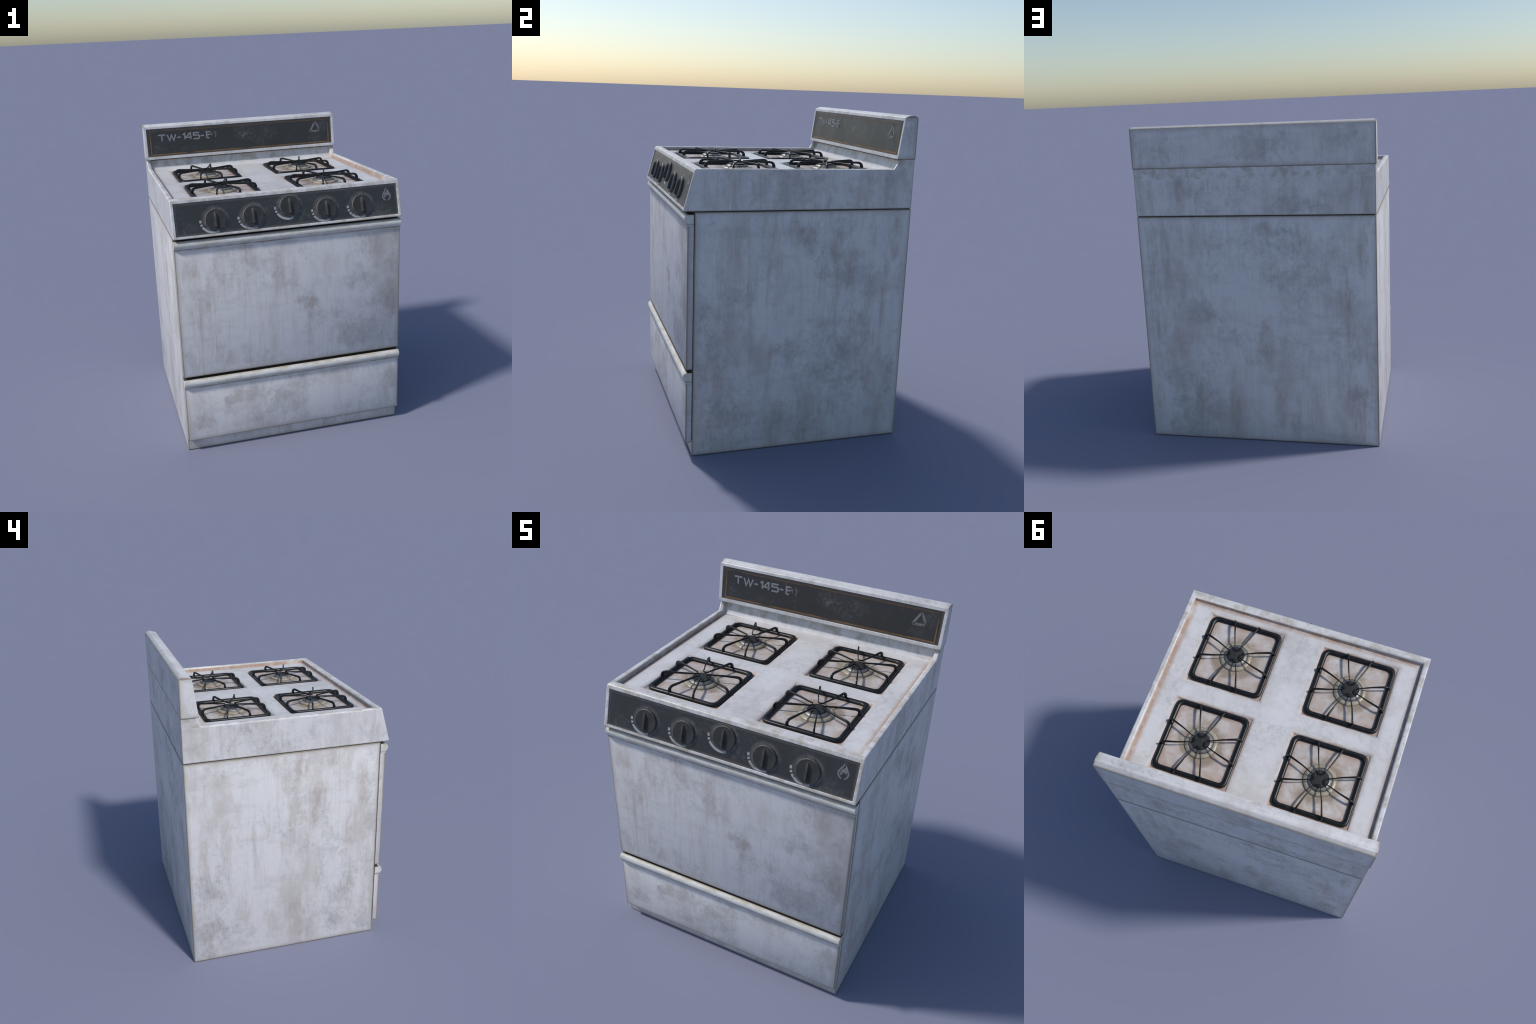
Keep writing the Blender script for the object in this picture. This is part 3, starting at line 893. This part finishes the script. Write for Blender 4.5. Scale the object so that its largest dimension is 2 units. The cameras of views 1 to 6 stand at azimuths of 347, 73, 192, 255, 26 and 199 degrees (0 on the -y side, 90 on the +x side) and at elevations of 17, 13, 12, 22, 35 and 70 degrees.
def grate_frame():
    bm = bmesh.new()
    prof = [(0.2185, 0.038, 0.0), (0.2195, 0.038, 0.010), (0.2165, 0.036, 0.0150), (0.2110, 0.033, 0.0175),
            (0.2030, 0.029, 0.0175), (0.1960, 0.026, 0.0150), (0.1915, 0.024, 0.009), (0.1915, 0.024, 0.0)]
    rings = []
    for h, r, z in prof:
        rings.append([bm.verts.new((x, y, z)) for x, y in rounded_square(h, r)])
    k = len(rings[0])
    for a, b in zip(rings, rings[1:] + rings[:1]):
        for i in range(k):
            j = (i + 1) % k
            bm.faces.new((a[i], a[j], b[j], b[i]))
    return bm


def grate_finger(tip=0.030, skew=0.0):
    """pair of fingers bent from one bar: rises from the frame, runs in, turns in a U near the centre.
    Built for the side facing -y; z = 0 at the well floor."""
    zt = 0.0440                                  # centre line of the level run
    leg = [(0.0745, 0.2080, 0.009, 0.0100, 0.020), (0.0742, 0.2075, 0.024, 0.0100, 0.020), (0.0732, 0.2040, 0.0355, 0.0100, 0.0175),
           (0.0710, 0.1970, 0.0413, 0.0100, 0.0150), (0.0670, 0.1850, zt + 0.0005, 0.0098, 0.0130),
           (0.0460, 0.1190, zt, 0.0070, 0.0105), (0.0212, tip + 0.0265, zt - 0.001, 0.0046, 0.0085)]
    r = 0.0185
    cy = tip + r
    loop = [(r * math.cos(math.radians(a)), cy - r * math.sin(math.radians(a)), zt - 0.001, 0.0042, 0.0078) for a in (15, 40, 65, 90, 115, 140, 165)]
    path = leg + loop + [(-x, y, z, w, h) for x, y, z, w, h in leg[::-1]]
    path = [(x + skew * max(0.0, 1 - (y - tip) / 0.15), y, z, w, h) for x, y, z, w, h in path]
    bm = bmesh.new()
    rings = []
    P = [Vector((x, -y, z)) for x, y, z, w, h in path]
    for i, (x, y, z, w, h) in enumerate(path):
        t = (P[min(i + 1, len(P) - 1)] - P[max(i - 1, 0)]).normalized()
        # plan direction decides the sideways axis; steep foot uses the direction of the run
        if i < 4:
            pl = P[5] - P[3]
        elif i >= len(P) - 4:
            pl = P[-4] - P[-6]
        else:
            pl = t
        pl = Vector((pl.x, pl.y, 0)).normalized()
        side = Vector((-pl.y, pl.x, 0))
        up = side.cross(t).normalized() * -1
        c = 0.28
        ring = []
        for u, v in ((1, 1 - c), (1 - c, 1), (-1 + c, 1), (-1, 1 - c), (-1, -1 + c), (-1 + c, -1), (1 - c, -1), (1, -1 + c)):
            ring.append(bm.verts.new(P[i] + side * (u * w / 2) + up * (v * h / 2)))
        rings.append(ring)
    for a, b in zip(rings, rings[1:]):
        for i in range(8):
            j = (i + 1) % 8
            bm.faces.new((a[i], a[j], b[j], b[i]))
    bm.faces.new(rings[0][::-1])
    bm.faces.new(rings[-1])
    return bm


BOWL = [(0.0965, 0.0), (0.0958, 0.003), (0.0925, 0.0070), (0.0870, 0.0102), (0.0800, 0.0124), (0.0740, 0.0132), (0.0710, 0.0128), (0.0695, 0.0112), (0.0, 0.0110)]
RINGP = [(0.0690, 0.0105), (0.0686, 0.0140), (0.0670, 0.0165), (0.0630, 0.0200), (0.0580, 0.0228), (0.0540, 0.0245), (0.0520, 0.0250), (0.0, 0.0250)]
CAPP = [(0.0525, 0.0240), (0.0520, 0.0280), (0.0495, 0.0305), (0.0300, 0.0312), (0.0, 0.0314)]
FINGERS = [(0.024, 0.0), (0.030, 0.006), (0.036, 0.0), (0.030, -0.006)]     # front, right, back, left: loop reach, sideways bend
proto = None
for sy in (-1, 1):
    for sx in (-1, 1):
        loc = (sx * WELL_X, sy * WELL_Y, Z_WELL)
        if proto is None:
            gr = make('grate', grate_frame(), M_IRON, stove, 50)
            kinds = [make('grate_finger', grate_finger(t, k), M_IRON, gr, 60) for t, k in FINGERS]
            bo = make('burner', lathe(BOWL, 28), M_BOWL, stove, 40)
            ri = make('burner_ring', lathe(RINGP, 28), M_RING, bo, 50)
            ca = make('burner_cap', lathe(CAPP, 28), M_CAP, bo, 30)
            proto = (gr, kinds, bo, ri, ca)
            g_, b_ = gr, bo
            fingers = kinds
        else:
            g_ = copy_of(proto[0], 'grate', stove)
            b_ = copy_of(proto[2], 'burner', stove)
            copy_of(proto[3], 'burner_ring', b_)
            copy_of(proto[4], 'burner_cap', b_)
            fingers = [copy_of(f, 'grate_finger', g_) for f in proto[1]]
        for q, f in enumerate(fingers):
            f.matrix_basis = Matrix.Translation((0, 0.001, 0)) @ Matrix.Rotation(q * math.pi / 2, 4, 'Z')
        g_.location = Vector(loc) + Vector((0, 0, 0.0005))
        b_.location = Vector(loc) + Vector((0, 0, 0.0005))
